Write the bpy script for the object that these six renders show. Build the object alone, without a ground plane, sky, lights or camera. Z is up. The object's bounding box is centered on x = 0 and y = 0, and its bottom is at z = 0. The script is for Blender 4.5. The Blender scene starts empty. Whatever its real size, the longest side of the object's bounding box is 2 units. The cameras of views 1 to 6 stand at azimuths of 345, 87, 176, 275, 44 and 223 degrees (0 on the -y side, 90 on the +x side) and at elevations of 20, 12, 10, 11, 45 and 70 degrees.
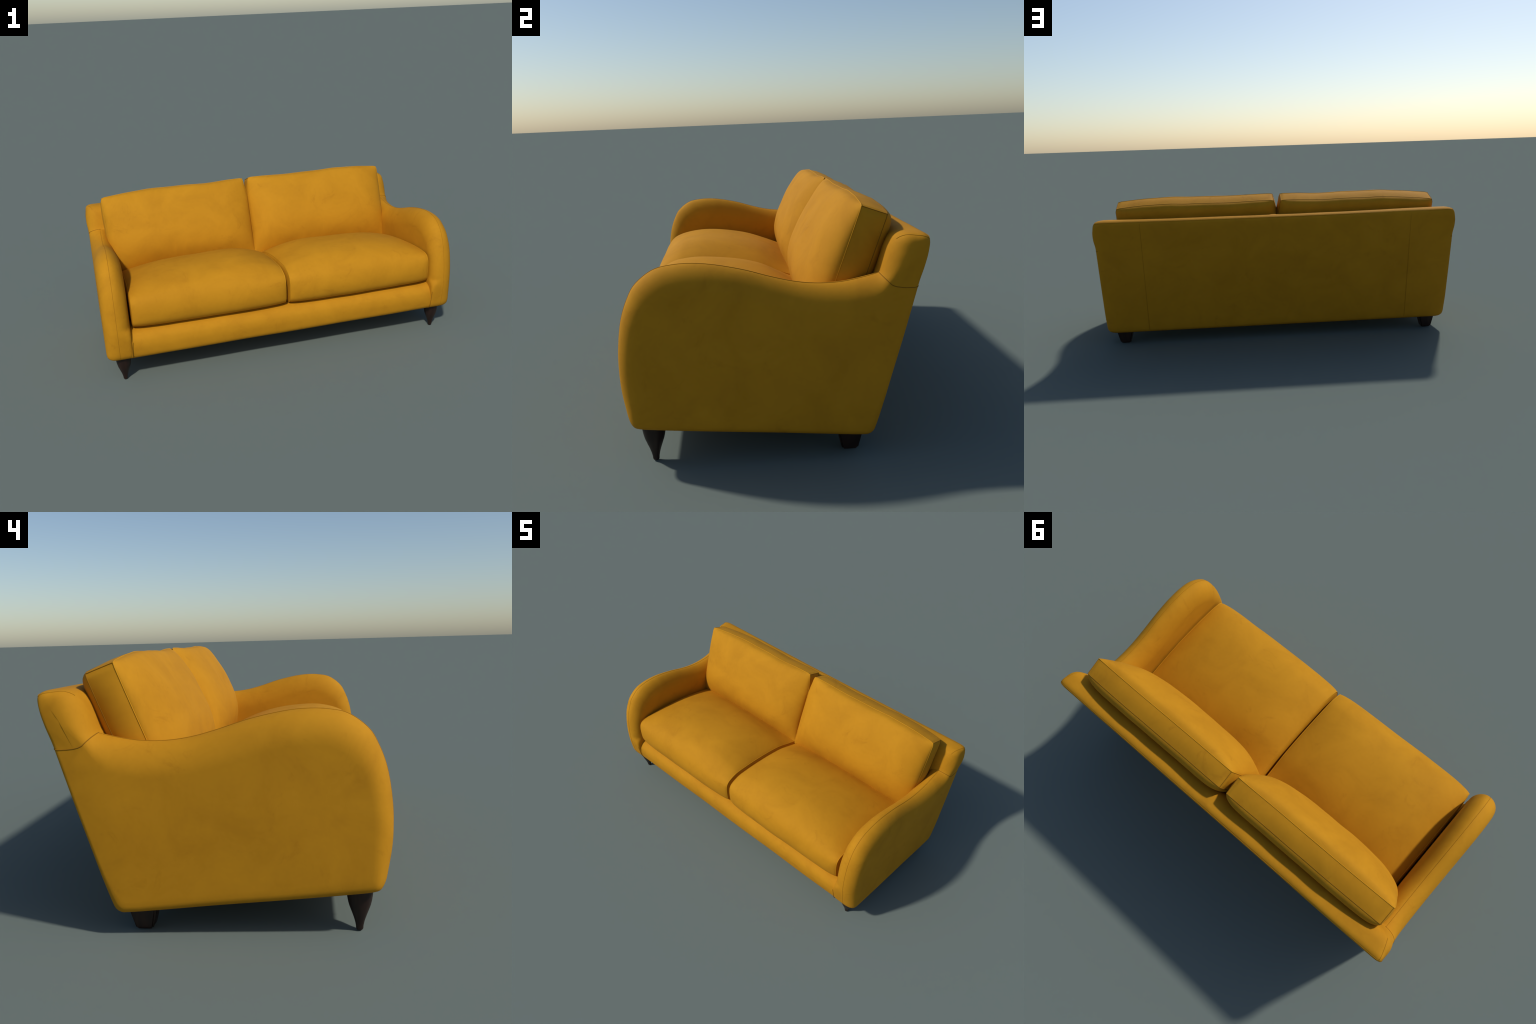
import bpy, bmesh, math, random
import numpy as np
from mathutils import Vector, noise

random.seed(7)

# ------------------------------------------------------------------ helpers
def noise3(x, y, z, scale, seed=0.0):
    return noise.noise(Vector((x * scale + seed, y * scale - seed * 0.7, z * scale + seed * 1.3)))

def knots_of(P, closed):
    P = np.asarray(P, float)
    Q = np.vstack([P, P[:1]]) if closed else P
    return np.concatenate([[0], np.cumsum(np.sqrt(np.linalg.norm(np.diff(Q, axis=0), axis=1)))])

def spline(P, knots, closed, steps):
    """Catmull-Rom through control points on given knots; steps[s] samples in segment s.
    Returns the samples and the index of the sample that sits on each control point."""
    P = np.asarray(P, float)
    n = len(P)
    segs = n if closed else n - 1
    out, at = [], []
    total = knots[-1]
    def get(i):
        if closed:
            w, j = divmod(i, n)
            return P[j], knots[j] + w * total
        if i < 0:
            return 2 * P[0] - P[1], 2 * knots[0] - knots[1]
        if i >= n:
            return 2 * P[-1] - P[-2], 2 * knots[-1] - knots[-2]
        return P[i], knots[i]
    for s in range(segs):
        (p0, t0), (p1, t1), (p2, t2), (p3, t3) = get(s - 1), get(s), get(s + 1), get(s + 2)
        at.append(len(out))
        for k in range(steps[s]):
            t = t1 + (t2 - t1) * k / steps[s]
            a1 = (t1 - t) / (t1 - t0) * p0 + (t - t0) / (t1 - t0) * p1
            a2 = (t2 - t) / (t2 - t1) * p1 + (t - t1) / (t2 - t1) * p2
            a3 = (t3 - t) / (t3 - t2) * p2 + (t - t2) / (t3 - t2) * p3
            b1 = (t2 - t) / (t2 - t0) * a1 + (t - t0) / (t2 - t0) * a2
            b2 = (t3 - t) / (t3 - t1) * a2 + (t - t1) / (t3 - t1) * a3
            out.append((t2 - t) / (t2 - t1) * b1 + (t - t1) / (t2 - t1) * b2)
    if not closed:
        at.append(len(out))
        out.append(P[-1])
    return np.array(out), at

def smooth_curve(P, n=60, closed=False):
    k = knots_of(P, closed)
    segs = len(P) if closed else len(P) - 1
    L = np.diff(k) ** 2
    steps = [max(2, int(round(n * l / L.sum()))) for l in L[:segs]]
    return spline(P, k, closed, steps)[0]

def resample(P, n):
    P = np.asarray(P, float)
    d = np.concatenate([[0], np.cumsum(np.linalg.norm(np.diff(P, axis=0), axis=1))])
    t = np.linspace(0, d[-1], n)
    return np.stack([np.interp(t, d, P[:, c]) for c in range(P.shape[1])], 1)

def ease(t):
    t = min(1.0, max(0.0, t))
    return t * t * (3 - 2 * t)

def mesh_object(name, verts, faces, material, parent, smooth=True, normals=None):
    me = bpy.data.meshes.new(name)
    me.from_pydata([tuple(map(float, v)) for v in verts], [], faces)
    me.validate()
    for p in me.polygons:
        p.use_smooth = smooth
    if normals is not None:
        me.normals_split_custom_set_from_vertices([tuple(map(float, v)) for v in normals])
    me.materials.append(material)
    ob = bpy.data.objects.new(name, me)
    bpy.context.scene.collection.objects.link(ob)
    ob.parent = parent
    return ob

def fix_normals(ob):
    bm = bmesh.new(); bm.from_mesh(ob.data)
    bmesh.ops.recalc_face_normals(bm, faces=bm.faces)
    bm.to_mesh(ob.data); bm.free()

def tube_mesh(paths, radius, sides=6):
    """Thin round cords through the given paths (lists of points, optionally closed)."""
    V, F = [], []
    for P, closed in paths:
        P = np.asarray(P, float)
        n = len(P)
        if closed:
            T = np.roll(P, -1, 0) - np.roll(P, 1, 0)
        else:
            T = np.gradient(P, axis=0)
        T /= np.linalg.norm(T, axis=1)[:, None] + 1e-12
        up = np.array([0, 0, 1.0]) if abs(T[0][2]) < 0.9 else np.array([1.0, 0, 0])
        N = np.cross(T[0], up); N /= np.linalg.norm(N)
        base = len(V)
        for i in range(n):
            N = N - T[i] * N.dot(T[i]); N /= np.linalg.norm(N) + 1e-12
            B = np.cross(T[i], N)
            for s in range(sides):
                a = 2 * math.pi * s / sides
                V.append(P[i] + radius * (math.cos(a) * N + math.sin(a) * B))
        for i in range(n if closed else n - 1):
            j = (i + 1) % n
            for s in range(sides):
                q = (s + 1) % sides
                F.append((base + i * sides + s, base + i * sides + q, base + j * sides + q, base + j * sides + s))
    return V, F

# ------------------------------------------------------------------ materials
def srgb(r, g, b):
    f = lambda c: (c / 255) / 12.92 if c <= 10 else ((c / 255 + 0.055) / 1.055) ** 2.4
    return (f(r), f(g), f(b), 1)

def fabric_material(name, dark, mid, light, offset):
    m = bpy.data.materials.new(name)
    m.use_nodes = True
    nt = m.node_tree; N = nt.nodes; L = nt.links
    bsdf = N["Principled BSDF"]
    bsdf.inputs["Roughness"].default_value = 0.80
    bsdf.inputs["Specular IOR Level"].default_value = 0.15
    tc = N.new("ShaderNodeTexCoord")
    mp = N.new("ShaderNodeMapping"); mp.inputs["Location"].default_value = offset
    L.new(tc.outputs["Object"], mp.inputs["Vector"])
    # brushed nap: soft irregular patches of lighter and darker pile
    patch = N.new("ShaderNodeTexNoise"); patch.inputs["Scale"].default_value = 5.2
    patch.inputs["Detail"].default_value = 5.0; patch.inputs["Roughness"].default_value = 0.62
    patch.inputs["Distortion"].default_value = 0.7
    fine = N.new("ShaderNodeTexNoise"); fine.inputs["Scale"].default_value = 62
    fine.inputs["Detail"].default_value = 4.0; fine.inputs["Roughness"].default_value = 0.65
    grain = N.new("ShaderNodeTexNoise"); grain.inputs["Scale"].default_value = 420
    grain.inputs["Detail"].default_value = 2.0
    for n in (patch, fine, grain):
        L.new(mp.outputs["Vector"], n.inputs["Vector"])
    ramp = N.new("ShaderNodeValToRGB")
    e = ramp.color_ramp.elements
    e[0].position = 0.30; e[0].color = dark
    e[1].position = 0.72; e[1].color = light
    k = ramp.color_ramp.elements.new(0.50); k.color = mid
    add = N.new("ShaderNodeMath"); add.operation = "MULTIPLY_ADD"
    L.new(fine.outputs["Fac"], add.inputs[0]); add.inputs[1].default_value = 0.22
    sub = N.new("ShaderNodeMath"); sub.operation = "SUBTRACT"
    L.new(patch.outputs["Fac"], sub.inputs[0]); sub.inputs[1].default_value = 0.11
    L.new(sub.outputs[0], add.inputs[2])
    L.new(add.outputs[0], ramp.inputs["Fac"])
    # sparse rubbed marks where the pile lies the other way
    mark = N.new("ShaderNodeTexNoise"); mark.inputs["Scale"].default_value = 8.5
    mark.inputs["Detail"].default_value = 7.0; mark.inputs["Roughness"].default_value = 0.68
    mark.inputs["Distortion"].default_value = 1.1
    L.new(mp.outputs["Vector"], mark.inputs["Vector"])
    mask = N.new("ShaderNodeMapRange"); mask.interpolation_type = "SMOOTHSTEP"
    mask.inputs["From Min"].default_value = 0.56; mask.inputs["From Max"].default_value = 0.74
    mask.inputs["To Max"].default_value = 0.65
    L.new(mark.outputs["Fac"], mask.inputs["Value"])
    rub = N.new("ShaderNodeMix"); rub.data_type = "RGBA"
    L.new(mask.outputs["Result"], rub.inputs["Factor"])
    L.new(ramp.outputs["Color"], rub.inputs[6])
    rub.inputs[7].default_value = tuple(a * b for a, b in zip(dark, (0.90, 0.86, 0.85, 1.0)))
    L.new(rub.outputs[2], bsdf.inputs["Base Color"])
    bump = N.new("ShaderNodeBump"); bump.inputs["Strength"].default_value = 0.10
    bump.inputs["Distance"].default_value = 0.0015
    mix = N.new("ShaderNodeMath"); mix.operation = "MULTIPLY_ADD"
    L.new(grain.outputs["Fac"], mix.inputs[0]); mix.inputs[1].default_value = 0.5
    L.new(fine.outputs["Fac"], mix.inputs[2])
    L.new(mix.outputs[0], bump.inputs["Height"])
    L.new(bump.outputs["Normal"], bsdf.inputs["Normal"])
    return m

fabric = fabric_material("mustard_velvet", srgb(180, 123, 21), srgb(187, 129, 23), srgb(193, 134, 25), (3.1, 1.7, 0.4))
thread = fabric_material("seam_thread", srgb(132, 89, 15), srgb(138, 94, 16), srgb(144, 98, 17), (0.2, 5.0, 2.0))
faint_thread = fabric_material("faint_seam_thread", srgb(162, 112, 18), srgb(167, 116, 20), srgb(172, 120, 22), (0.2, 5.0, 2.0))
piping = fabric_material("piping_velvet", srgb(186, 130, 22), srgb(192, 135, 24), srgb(198, 140, 27), (7.0, 2.0, 1.0))

def wood_material():
    m = bpy.data.materials.new("dark_stained_wood")
    m.use_nodes = True
    nt = m.node_tree; N = nt.nodes; L = nt.links
    bsdf = N["Principled BSDF"]
    bsdf.inputs["Roughness"].default_value = 0.45
    bsdf.inputs["Specular IOR Level"].default_value = 0.35
    tc = N.new("ShaderNodeTexCoord")
    mp = N.new("ShaderNodeMapping"); mp.inputs["Scale"].default_value = (30, 30, 4)
    nz = N.new("ShaderNodeTexNoise"); nz.inputs["Scale"].default_value = 2.5; nz.inputs["Detail"].default_value = 5
    ramp = N.new("ShaderNodeValToRGB")
    ramp.color_ramp.elements[0].position = 0.3; ramp.color_ramp.elements[0].color = srgb(30, 18, 14)
    ramp.color_ramp.elements[1].position = 0.75; ramp.color_ramp.elements[1].color = srgb(47, 29, 22)
    L.new(tc.outputs["Object"], mp.inputs["Vector"]); L.new(mp.outputs["Vector"], nz.inputs["Vector"])
    L.new(nz.outputs["Fac"], ramp.inputs["Fac"]); L.new(ramp.outputs["Color"], bsdf.inputs["Base Color"])
    return m
wood = wood_material()

# ------------------------------------------------------------------ the thing
sofa = bpy.data.objects.new("sofa", None)
bpy.context.scene.collection.objects.link(sofa)
sofa["label"] = "two-seat mustard velvet sofa with curved arms and dark wooden legs"
sofa["category"] = "sofa"

# ------------------------------------------------------------------ frame: arms + backrest
ARM_X = 0.920      # ridge of the rolled arm
ARM_HALF = 0.0715   # from the ridge to the outer cheek
ARM_INNER = 0.064  # from the ridge to the inner cheek

# side outline (y, z), the outline of the flat cheek inside it, squareness of the rounding between
SIDE = [
    # front, upwards
    ((-0.440, 0.137), (-0.425, 0.185), 3.5), ((-0.464, 0.143), (-0.434, 0.190), 3.2),
    ((-0.479, 0.162), (-0.438, 0.200), 2.6), ((-0.491, 0.212), (-0.440, 0.230), 2.2),
    ((-0.500, 0.275), (-0.440, 0.285), 2.1), ((-0.502, 0.335), (-0.440, 0.335), 2.1),
    ((-0.500, 0.390), (-0.438, 0.383), 2.1), ((-0.490, 0.467), (-0.428, 0.447), 2.1),
    ((-0.479, 0.515), (-0.416, 0.487), 2.1), ((-0.460, 0.565), (-0.396, 0.518), 2.1),
    ((-0.433, 0.612), (-0.368, 0.546), 2.05),
    # along the top, backwards
    ((-0.371, 0.659), (-0.325, 0.570), 2.0), ((-0.312, 0.672), (-0.285, 0.578), 2.0),
    ((-0.250, 0.674), (-0.243, 0.578), 1.95), ((-0.185, 0.667), (-0.197, 0.572), 1.95),
    ((-0.085, 0.645), (-0.112, 0.550), 1.9), ((0.008, 0.616), (-0.018, 0.522), 1.9),
    ((0.083, 0.597), (0.068, 0.500), 1.9), ((0.155, 0.588), (0.150, 0.490), 1.9),
    ((0.230, 0.589), (0.240, 0.492), 1.9), ((0.295, 0.599), (0.318, 0.515), 1.9),
    ((0.343, 0.610), (0.364, 0.560), 1.9),
    # junction with the backrest, then up its front edge
    ((0.352, 0.613), (0.380, 0.585), 2.0), ((0.357, 0.624), (0.396, 0.602), 2.0),
    ((0.371, 0.670), (0.428, 0.635), 2.1), ((0.383, 0.703), (0.440, 0.657), 2.2),
    ((0.400, 0.728), (0.449, 0.672), 2.6), ((0.428, 0.741), (0.456, 0.684), 3.2),
    ((0.465, 0.7425), (0.464, 0.692), 3.6), ((0.490, 0.740), (0.474, 0.698), 4.0),
    ((0.504, 0.732), (0.482, 0.698), 4.0), ((0.507, 0.720), (0.486, 0.690), 3.8),
    # down the back
    ((0.470, 0.576), (0.452, 0.573), 3.4), ((0.425, 0.412), (0.406, 0.412), 3.0),
    ((0.387, 0.282), (0.367, 0.282), 2.8), ((0.360, 0.187), (0.338, 0.195), 2.8),
    ((0.334, 0.100), (0.308, 0.135), 2.8), ((0.324, 0.080), (0.301, 0.125), 3.0),
    ((0.306, 0.070), (0.292, 0.117), 3.2), ((0.282, 0.071), (0.272, 0.117), 3.5),
    # underside, forwards
    ((0.000, 0.096), (0.000, 0.145), 3.5), ((-0.200, 0.113), (-0.200, 0.162), 3.5),
    ((-0.400, 0.132), (-0.390, 0.180), 3.5),
]
O_c = np.array([s[0] for s in SIDE]); I_c = np.array([s[1] for s in SIDE]); N_c = np.array([[s[2]] for s in SIDE])
knots = knots_of(O_c, True)
seglen = np.linalg.norm(np.diff(np.vstack([O_c, O_c[:1]]), axis=0), axis=1)
steps = [max(2, int(round(l / 0.009))) for l in seglen]
OUT, AT = spline(O_c, knots, True, steps)
INN, _ = spline(I_c, knots, True, steps)
SQ, _ = spline(N_c, knots, True, steps); SQ = SQ[:, 0]
M = len(OUT)
kJ, kB, kE = 22, 32, 38              # junction, seam on the back edge, lower back corner
iJ, iB, iE = AT[kJ], AT[kB], AT[kE]
RINGS = 9

def build_frame():
    V, F, tag = [], [], []
    def vert(x, y, z):
        V.append((x, y, z)); return len(V) - 1
    def face(idx, t):
        F.append(tuple(idx)); tag.append(t)
    stations = list(np.linspace(-ARM_X, ARM_X, 37))
    ridge_rows = {}
    # backrest strip: outline from the junction over the top and down the back
    span = list(range(iJ, iE + 1))
    rows = []
    for sx in stations:
        row = []
        for i in span:
            y, z = OUT[i]
            sag = 0.004 * (1 - (sx / ARM_X) ** 2) * ease((z - 0.66) / 0.07)
            wob = 0.0016 * noise3(sx, y, z, 3.0, 4.0) * ease((0.9 - abs(sx)) / 0.1)
            belly = 0.0015 * (1 - (sx / ARM_X) ** 2) * ease((z - 0.09) / 0.1) * ease((0.5 - z) / 0.2) if i > AT[31] else 0.0
            row.append(vert(sx, y + wob + belly, z - sag + wob * ease((z - 0.66) / 0.07)))
        rows.append(row)
    for a in range(len(stations) - 1):
        for b in range(len(span) - 1):
            face((rows[a][b], rows[a][b + 1], rows[a + 1][b + 1], rows[a + 1][b]), "backrest")
    # its front face, down behind the cushions
    lower = [(0.330, 0.540), (0.300, 0.440), (0.262, 0.310), (0.235, 0.220)]
    prev = [r[0] for r in rows]
    for (y, z) in lower:
        cur = [vert(sx, y, z) for sx in stations]
        for a in range(len(stations) - 1):
            face((prev[a], prev[a + 1], cur[a + 1], cur[a]), "backrest")
        prev = cur
    for side in (1, -1):
        arm = "arm_right" if side > 0 else "arm_left"
        edge = rows[-1] if side > 0 else rows[0]
        ridge = [None] * M
        for j, i in enumerate(span):
            ridge[i] = edge[j]
        for i in range(M):
            if ridge[i] is None:
                ridge[i] = vert(side * ARM_X, *OUT[i])
        def part_of(i):
            return "backrest" if iJ <= i < iB else arm
        # outer half of the roll
        prev = ridge
        for r in range(1, RINGS + 1):
            th = 0.5 * math.pi * r / RINGS
            cur = []
            for i in range(M):
                n = SQ[i]
                c = max(0.0, math.cos(th)) ** (2 / n); s = math.sin(th) ** (2 / n)
                y, z = INN[i] + (OUT[i] - INN[i]) * c
                flare = 0.0068 * (1 - 0.5 * ease((z - 0.66) / 0.06)) * ease((z - 0.585) / 0.06) * ease((0.73 - z) / 0.06) * ease((y - 0.36) / 0.05)
                cur.append(vert(side * (ARM_X + (ARM_HALF + flare) * s), y, z))
            for i in range(M):
                j = (i + 1) % M
                face((prev[i], prev[j], cur[j], cur[i]), part_of(i))
            prev = cur
        outer = prev
        # end of the backrest
        seam = resample(smooth_curve([INN[iJ], (0.392, 0.5795), (0.412, 0.5755), INN[iB]], 24), 9)
        seam_mid = [vert(side * (ARM_X + ARM_HALF), y, z) for y, z in seam[1:-1]]
        face([outer[i] for i in range(iJ, iB + 1)] + seam_mid[::-1], "backrest")
        # flat outer cheek of the arm
        loop = [outer[i % M] for i in range(iB, M + iJ + 1)] + seam_mid
        face(loop, arm)
        # inner half of the arm (squared off beside the seat rail)
        ids = [i % M for i in range(iE, M + iJ + 1)]
        prev = [ridge[i] for i in ids]
        for r in range(1, RINGS + 1):
            th = 0.5 * math.pi * r / RINGS
            cur = []
            for i in ids:
                y0, z0 = OUT[i]
                n = SQ[i] - 0.15 * ease((z0 - 0.45) / 0.1)
                if y0 < -0.30 and z0 < 0.40:
                    n = n + 6.0 * ease((0.325 - z0) / 0.07)
                c = max(0.0, math.cos(th)) ** (2 / n); s = math.sin(th) ** (2 / n)
                y, z = INN[i] + (OUT[i] - INN[i]) * c
                cur.append(vert(side * (ARM_X - ARM_INNER * s), y, z))
            for q in range(len(ids) - 1):
                face((prev[q], prev[q + 1], cur[q + 1], cur[q]), arm)
            prev = cur
        face(prev, arm)
    me = bpy.data.meshes.new("frame_tmp")
    me.from_pydata(V, [], F)
    bm = bmesh.new(); bm.from_mesh(me)
    bmesh.ops.recalc_face_normals(bm, faces=bm.faces)
    bm.faces.ensure_lookup_table()
    # outward check on the outer right cheek
    test = max(bm.faces, key=lambda f: f.calc_center_median().x)
    if test.normal.x < 0:
        bmesh.ops.reverse_faces(bm, faces=bm.faces)
    bm.to_mesh(me); bm.free()
    VN = np.zeros(len(V) * 3); me.vertex_normals.foreach_get("vector", VN); VN = VN.reshape(-1, 3)
    polys = [tuple(p.vertices) for p in me.polygons]
    bpy.data.meshes.remove(me)
    parts = {}
    for name, label in (("arm_right", "arm"), ("arm_left", "arm"), ("backrest", "backrest")):
        keep = [p for p, t in zip(polys, tag) if t == name]
        used = sorted({v for p in keep for v in p})
        remap = {v: k for k, v in enumerate(used)}
        parts[name] = mesh_object(label, [V[v] for v in used], [[remap[v] for v in p] for p in keep],
                                  fabric, sofa, normals=[VN[v] for v in used])
    return parts

frame = build_frame()

# sewn seams of the frame
SEAM_R = 0.0015
for side, part in ((1, "arm_right"), (-1, "arm_left")):
    path = [(side * (ARM_X + 0.005), y + 0.0002, z) for y, z in OUT[:iJ + 1]]
    # junction seam: from the ridge out over the roll, across the cheek to the back edge
    over = []
    for r in range(0, 13):
        th = 0.5 * math.pi * r / 12
        n = SQ[iJ]
        y, z = INN[iJ] + (OUT[iJ] - INN[iJ]) * max(0, math.cos(th)) ** (2 / n)
        over.append((side * (ARM_X + ARM_HALF * math.sin(th) ** (2 / n)), y, z))
    cheek = [(side * (ARM_X + ARM_HALF), y, z) for y, z in resample(smooth_curve([INN[iJ], (0.392, 0.5795), (0.412, 0.5755), INN[iB]], 24), 12)[1:]]
    back = []
    for r in range(11, 5, -1):
        th = 0.5 * math.pi * r / 12
        n = SQ[iB]
        y, z = INN[iB] + (OUT[iB] - INN[iB]) * math.cos(th) ** (2 / n)
        back.append((side * (ARM_X + ARM_HALF * math.sin(th) ** (2 / n)), y, z))
    # inner edge where the seat rail butts against the arm
    rail = [(side * 0.8585, y - 0.0005, z) for y, z in OUT[0:AT[5]] if z < 0.262]
    v, f = tube_mesh([(over + cheek + back, False), (rail, False)], SEAM_R)
    mesh_object("seam", v, f, thread, frame[part])
    v, f = tube_mesh([(path, False)], 0.0010)
    mesh_object("seam", v, f, faint_thread, frame[part])
paths = []
iTopBack = AT[30]
def back_point(x, z):
    pts = OUT[AT[31]:iE]
    y = np.interp(-z, -pts[:, 1], pts[:, 0])
    belly = 0.0015 * (1 - (x / ARM_X) ** 2) * ease((z - 0.09) / 0.1) * ease((0.5 - z) / 0.2)
    return (x, y + belly + 0.0003, z)
for side in (1, -1):
    paths.append(([back_point(side * (0.742 + 0.006 * (0.72 - z) / 0.65), z) for z in np.linspace(0.722, 0.085, 50)], False))
y0, z0 = OUT[iTopBack]
paths.append(([(x, y0 + 0.0002, z0 - 0.004 * (1 - (x / ARM_X) ** 2)) for x in np.linspace(-ARM_X, ARM_X, 60)], False))
for side in (1, -1):
    arc = []
    for k in range(AT[26], iTopBack + 1):
        c = ease((k - AT[26]) / (iTopBack - AT[26]))
        th = 0.5 * math.pi * (0.25 + 0.28 * c)
        n = SQ[k]
        y, z = INN[k] + (OUT[k] - INN[k]) * math.cos(th) ** (2 / n)
        arc.append((side * (ARM_X + ARM_HALF * math.sin(th) ** (2 / n)), y, z))
    k = iTopBack
    for q in range(8, -1, -1):
        th = 0.5 * math.pi * 0.53 * q / 8
        y, z = INN[k] + (OUT[k] - INN[k]) * math.cos(th) ** (2 / SQ[k])
        arc.append((side * (ARM_X + ARM_HALF * math.sin(th) ** (2 / SQ[k])), y, z))
    paths.append((arc, False))
v, f = tube_mesh(paths, 0.0012)
mesh_object("seam", v, f, faint_thread, frame["backrest"])

# ------------------------------------------------------------------ seat base with rounded front rail
RAIL = smooth_curve([
    (-0.300, 0.122), (-0.430, 0.1365), (-0.458, 0.140), (-0.472, 0.154), (-0.481, 0.190), (-0.483, 0.222),
    (-0.477, 0.253), (-0.459, 0.278), (-0.431, 0.291), (-0.390, 0.295), (-0.250, 0.295)], 70)
def build_base():
    V, F = [], []
    loop = [tuple(p) for p in RAIL] + [(0.300, 0.280), (0.300, 0.082)]
    xs = np.linspace(-0.870, 0.870, 59)
    n = len(loop)
    for x in xs:
        for (y, z) in loop:
            w = ease((-0.38 - y) / 0.06)
            V.append((x, y + w * 0.003 * noise3(x, y, z, 3.2, 9.0), z + w * 0.0015 * noise3(x, y, z, 4.0, 2.0)))
    for a in range(len(xs) - 1):
        for b in range(n):
            c = (b + 1) % n
            F.append((a * n + b, (a + 1) * n + b, (a + 1) * n + c, a * n + c))
    F.append(tuple(range(n))); F.append(tuple((len(xs) - 1) * n + b for b in range(n - 1, -1, -1)))
    ob = mesh_object("seat_base", V, F, fabric, sofa)
    fix_normals(ob)
    ob.data.set_sharp_from_angle(angle=math.radians(50))
    return ob
seat_base = build_base()

# ------------------------------------------------------------------ seat cushions
# profile at a side seam and at the crown of the cushion, same number of points
SEAT_EDGE = [(-0.200, 0.300), (-0.390, 0.302), (-0.432, 0.307), (-0.456, 0.329), (-0.463, 0.376), (-0.463, 0.425), (-0.457, 0.450),
             (-0.440, 0.468), (-0.400, 0.476), (-0.300, 0.476), (-0.180, 0.467), (-0.060, 0.450), (0.060, 0.424),
             (0.130, 0.405), (0.200, 0.380), (0.235, 0.350), (0.235, 0.310), (0.150, 0.295)]
SEAT_CROWN = [(-0.200, 0.288), (-0.390, 0.294), (-0.449, 0.304), (-0.475, 0.330), (-0.487, 0.379), (-0.483, 0.425), (-0.471, 0.460),
              (-0.444, 0.494), (-0.395, 0.523), (-0.300, 0.546), (-0.190, 0.545), (-0.060, 0.522), (0.060, 0.478),
              (0.130, 0.440), (0.200, 0.400), (0.240, 0.355), (0.240, 0.310), (0.150, 0.288)]
def build_seat(x0, x1, inner, seed):
    edge = np.array(SEAT_EDGE); crown = np.array(SEAT_CROWN)
    k = knots_of(crown, True)
    L = np.linalg.norm(np.diff(np.vstack([crown, crown[:1]]), axis=0), axis=1)
    st = [max(3, int(round(l / 0.011))) for l in L]
    e, _ = spline(edge, k, True, st); c, _ = spline(crown, k, True, st)
    n = len(e)
    xc, hx = (x0 + x1) / 2, (x1 - x0) / 2
    us = np.sin(np.linspace(-1, 1, 73) * math.pi / 2)
    def lift(u, p):
        # the edge at the middle joint of the sofa is stuffed fuller than the one at the arm
        t = ease((inner * u + 0.05) / 0.75) * ease((p[1] - 0.36) / 0.08)
        return 0.015 * t * ease((p[0] + 0.46) / 0.10) * ease((0.14 - p[0]) / 0.16)
    V, F = [], []
    for u in us:
        g = (1 - abs(u) ** 2.5) ** 0.8
        gy = (1 - abs(u) ** 6) ** 0.6
        x = xc + hx * u
        for i in range(n):
            y = e[i][0] + (c[i][0] - e[i][0]) * gy
            z = e[i][1] + (c[i][1] - e[i][1]) * g + lift(u, e[i])
            d = 0.0035 * g * noise3(x, y, z, 3.4, seed) + 0.0016 * g * noise3(x, y, z, 9.0, seed + 3)
            nx = c[i] - np.array([-0.12, 0.40]); nx = nx / np.linalg.norm(nx)
            V.append((x, y + nx[0] * d, z + nx[1] * d))
    for a in range(len(us) - 1):
        for b in range(n):
            q = (b + 1) % n
            F.append((a * n + b, (a + 1) * n + b, (a + 1) * n + q, a * n + q))
    # boxed sides: own border vertices, so the seam reads as a crease
    for sgn, u in ((-1, us[0]), (1, us[-1])):
        start = len(V)
        ctr = np.array([-0.10, 0.385])
        for t, bulge in ((0, 0), (0.05, 0.0045), (0.22, 0.009), (0.6, 0.011)):
            for i in range(n):
                p = e[i] + (ctr - e[i]) * t
                V.append((xc + hx * u + sgn * bulge, p[0], p[1] + lift(u, e[i]) * (1 - t)))
        for r in range(3):
            for b in range(n):
                q = (b + 1) % n
                F.append((start + r * n + b, start + r * n + q, start + (r + 1) * n + q, start + (r + 1) * n + b))
        F.append(tuple(start + 3 * n + b for b in range(n)))
    ob = mesh_object("seat_cushion", V, F, fabric, sofa)
    fix_normals(ob)
    cords = [([(xc + hx * u, y, z + lift(u, (y, z))) for y, z in e], True) for u in (us[0], us[-1])]
    v, f = tube_mesh(cords, 0.0022)
    mesh_object("piping", v, f, piping, ob)
    return ob
build_seat(0.014, 0.842, -1, 11.0)
build_seat(-0.839, -0.012, 1, 23.0)

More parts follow.
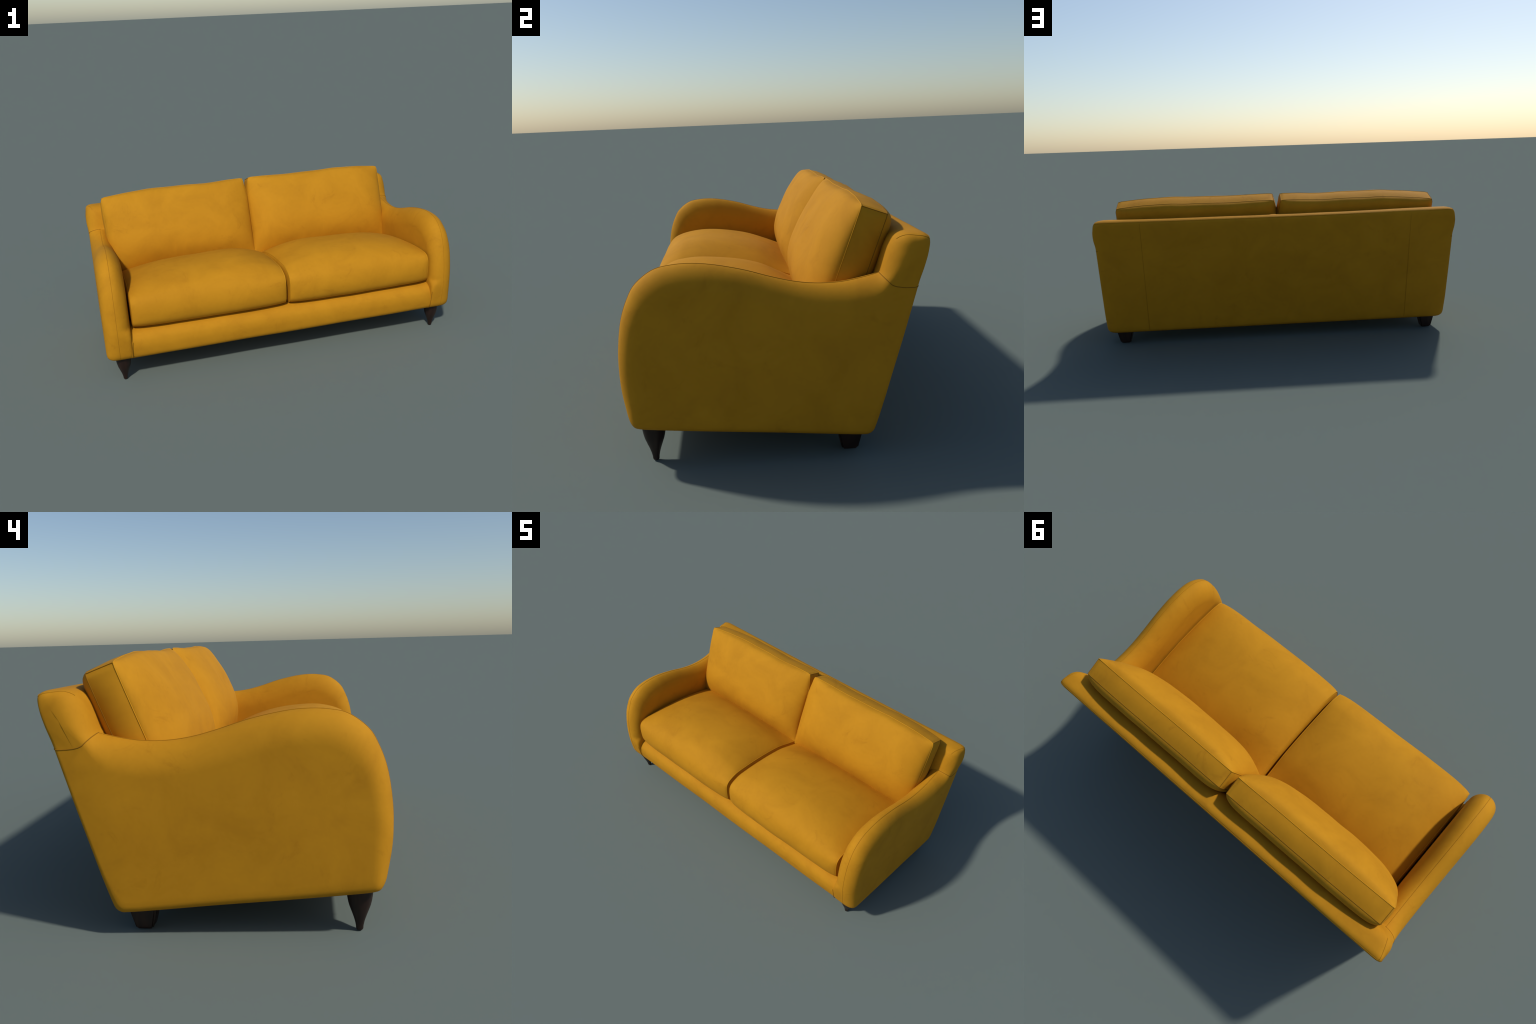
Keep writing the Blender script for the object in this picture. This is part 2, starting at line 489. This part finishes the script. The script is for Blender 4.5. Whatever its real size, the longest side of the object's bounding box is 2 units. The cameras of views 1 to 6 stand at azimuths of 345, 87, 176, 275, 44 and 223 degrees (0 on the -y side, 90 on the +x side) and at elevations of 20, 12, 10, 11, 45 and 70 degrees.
# ------------------------------------------------------------------ back cushions (boxed, with piped edges)
TILT = np.array([0.347, 0.938])        # direction up the cushion, in (y, z)
FRONT = np.array([-0.938, 0.347])      # its facing
BAND = 0.090                           # width of the border band
HEIGHT = 0.462
PUFF_V = [(0.0, 0.0), (0.010, 0.17), (0.030, 0.33), (0.08, 0.50), (0.19, 0.69), (0.33, 0.87), (0.48, 0.97), (0.60, 1.0),
          (0.70, 0.94), (0.78, 0.82), (0.87, 0.58), (0.94, 0.32), (1.0, 0.0)]
def build_back(inner, outer, inner_low, outer_low, top_seam, seed):
    """inner/outer: x of the two ends at the top, *_low at the bottom; top_seam: heights of the upper
    front seam from the inner to the outer end."""
    pv = np.array(PUFF_V)
    nv, nu = 56, 84
    ss = 0.5 - 0.5 * np.cos(np.linspace(0, math.pi, nu))      # 0 inner end .. 1 outer end
    ts = 0.5 - 0.5 * np.cos(np.linspace(0, math.pi, nv))      # 0 top seam .. 1 bottom seam
    pvs = smooth_curve(pv, 200)
    top_curve = smooth_curve(np.array(top_seam), 60)
    def end_x(s, t):
        a = inner + (inner_low - inner) * ease(t * 4.0)
        b = outer + (outer_low - outer) * ease(t * 1.1)
        soft = 0.004 * (1 - ease(t / 0.04)) * (2 * s - 1) * math.copysign(1, b - a)   # softened corners
        return a + (b - a) * s - soft
    def seam_point(s, t, depth):
        """Point on the seam plane; depth 0 = front seam, BAND = back seam."""
        topz = np.interp(s, top_curve[:, 0], top_curve[:, 1])
        wav = 0.0022 * noise3(s * 2, depth * 3, 0, 3.0, seed) * (1 - t) * math.sin(math.pi * s)
        wav -= 0.003 * (1 - ease(min(s, 1 - s) / 0.022)) * (1 - t)
        h = -t * HEIGHT + (topz - 0.82 + wav) * (1 - t) / 0.938
        y, z = np.array([0.309, 0.824]) + TILT * h - FRONT * depth
        return end_x(s, t), y, z
    V, F = [], []
    def grid(fn, A, B, flip=False):
        base = len(V)
        for a in A:
            for b in B:
                V.append(fn(a, b))
        nb = len(B)
        for i in range(len(A) - 1):
            for j in range(nb - 1):
                q = [base + i * nb + j, base + i * nb + j + 1, base + (i + 1) * nb + j + 1, base + (i + 1) * nb + j]
                F.append(tuple(q[::-1] if flip else q))
    def front(s, t):
        x, y, z = seam_point(s, t, 0.0)
        u = abs(2 * s - 1)
        g = (1 - u ** 3.6) ** 0.6
        p = 0.096 * g * np.interp(t, pvs[:, 0], pvs[:, 1])
        m = min(1.0, 4 * g)
        p += m * min(1, 6 * min(t, 1 - t)) * (0.005 * noise3(x, z, y, 4.0, seed) + 0.002 * noise3(x, z, y, 11.0, seed))
        y2, z2 = np.array([y, z]) + FRONT * p
        return (x, y2, z2)
    def rear(s, t):
        x, y, z = seam_point(s, t, BAND)
        u = abs(2 * s - 1); w = abs(2 * t - 1)
        p = 0.042 * (1 - u ** 12) ** 0.6 * (1 - w ** 14) ** 0.6
        y2, z2 = np.array([y, z]) - FRONT * p
        return (x, y2, z2)
    ds = np.linspace(0, BAND, 8)
    grid(front, ss, ts)
    grid(rear, ss, ts)
    def top_band(s, d):
        x, y, z = seam_point(s, 0.0, d)
        lift = 0.004 * math.sin(math.pi * d / BAND) * (1 - abs(2 * s - 1) ** 8)
        return (x, y + TILT[0] * lift, z + TILT[1] * lift)
    def side_band(s, t, d):
        x, y, z = seam_point(s, t, d)
        out = math.copysign(1, (outer - inner) * (2 * s - 1))
        return (x + out * 0.009 * max(0.0, math.sin(math.pi * d / BAND)) ** 0.8 * (1 - abs(2 * t - 1) ** 6), y, z)
    grid(top_band, ss, ds)
    grid(lambda s, d: seam_point(s, 1.0, d), ss, ds)
    grid(lambda t, d: side_band(0.0, t, d), ts, ds)
    grid(lambda t, d: side_band(1.0, t, d), ts, ds)
    ob = mesh_object("back_cushion", V, F, fabric, sofa)
    # every panel is a sheet of its own: turn each outwards
    bm = bmesh.new(); bm.from_mesh(ob.data)
    bmesh.ops.recalc_face_normals(bm, faces=bm.faces)
    ctr = sum((v.co for v in bm.verts), Vector()) / len(bm.verts)
    bm.faces.ensure_lookup_table()
    seen = set()
    for f0 in bm.faces:
        if f0.index in seen:
            continue
        stack, comp = [f0], []
        seen.add(f0.index)
        while stack:
            g = stack.pop(); comp.append(g)
            for e in g.edges:
                for h in e.link_faces:
                    if h.index not in seen:
                        seen.add(h.index); stack.append(h)
        if sum(g.normal.dot(g.calc_center_median() - ctr) * g.calc_area() for g in comp) < 0:
            bmesh.ops.reverse_faces(bm, faces=comp)
    bm.to_mesh(ob.data); bm.free()
    # piping round the front seam, sewn seams round the back one and across the band corners
    def ring(depth):
        r = [seam_point(s, 0.0, depth) for s in ss[:-1]] + [seam_point(1.0, t, depth) for t in ts[:-1]]
        r += [seam_point(s, 1.0, depth) for s in ss[:0:-1]] + [seam_point(0.0, t, depth) for t in ts[:0:-1]]
        return r
    v, f = tube_mesh([(ring(0.0), True)], 0.0017)
    mesh_object("piping", v, f, piping, ob)
    corners = [([seam_point(s, 0.0, d) for d in np.linspace(0.002, BAND, 12)], False) for s in (0.0, 1.0)]
    v, f = tube_mesh([(ring(BAND), True)] + corners, SEAM_R)
    mesh_object("seam", v, f, thread, ob)
    return ob
build_back(0.006, 0.881, -0.006, 0.877,
           [(0, 0.839), (0.12, 0.838), (0.27, 0.834), (0.38, 0.836), (0.55, 0.837), (0.66, 0.840), (0.74, 0.838), (0.84, 0.835), (1, 0.823)], 31.0)
build_back(-0.027, -0.898, -0.010, -0.880,
           [(0, 0.838), (0.12, 0.836), (0.28, 0.831), (0.40, 0.834), (0.55, 0.834), (0.68, 0.835), (0.75, 0.831), (0.86, 0.824), (1, 0.812)], 47.0)

# ------------------------------------------------------------------ legs
def front_leg_mesh():
    prof = smooth_curve([(0.0400, 0.150), (0.0395, 0.120), (0.0370, 0.100), (0.0325, 0.080), (0.0255, 0.060), (0.0190, 0.042),
                         (0.0140, 0.025), (0.0115, 0.012), (0.0108, 0.004), (0.0085, 0.000)], 40)
    V, F, n = [], [], 28
    for r, z in prof:
        for k in range(n):
            a = 2 * math.pi * k / n
            V.append((r * math.cos(a), r * math.sin(a), z))
    for i in range(len(prof) - 1):
        for k in range(n):
            q = (k + 1) % n
            F.append((i * n + k, i * n + q, (i + 1) * n + q, (i + 1) * n + k))
    F.append(tuple(range(n))); F.append(tuple((len(prof) - 1) * n + k for k in range(n)))
    return V, F
def back_leg_mesh():
    bm = bmesh.new()
    lv = []
    for hx, y0, y1, z in ((0.046, -0.044, 0.046, 0.100), (0.043, -0.041, 0.041, 0.066), (0.0285, -0.026, 0.027, 0.0)):
        lv.append([bm.verts.new(p) for p in ((-hx, y0, z), (hx, y0, z), (hx, y1, z), (-hx, y1, z))])
    for a, b in zip(lv, lv[1:]):
        for k in range(4):
            bm.faces.new((a[k], a[(k + 1) % 4], b[(k + 1) % 4], b[k]))
    bm.faces.new(lv[0]); bm.faces.new(lv[-1])
    bmesh.ops.recalc_face_normals(bm, faces=bm.faces)
    bmesh.ops.bevel(bm, geom=[e for e in bm.edges], offset=0.006, segments=3, affect="EDGES", clamp_overlap=True)
    me = bpy.data.meshes.new("leg_tmp"); bm.to_mesh(me); bm.free()
    V = [tuple(v.co) for v in me.vertices]; F = [tuple(p.vertices) for p in me.polygons]
    bpy.data.meshes.remove(me)
    return V, F
v, f = front_leg_mesh()
a = mesh_object("front_leg", v, f, wood, sofa); fix_normals(a); a.data.set_sharp_from_angle(angle=math.radians(40))
a.location = (-0.908, -0.408, 0.0)
b = a.copy(); b.location = (0.906, -0.408, 0.0); bpy.context.scene.collection.objects.link(b)
v, f = back_leg_mesh()
a = mesh_object("back_leg", v, f, wood, sofa); fix_normals(a); a.data.set_sharp_from_angle(angle=math.radians(40))
a.location = (-0.897, 0.250, 0.0)
b = a.copy(); b.location = (0.897, 0.250, 0.0); bpy.context.scene.collection.objects.link(b)
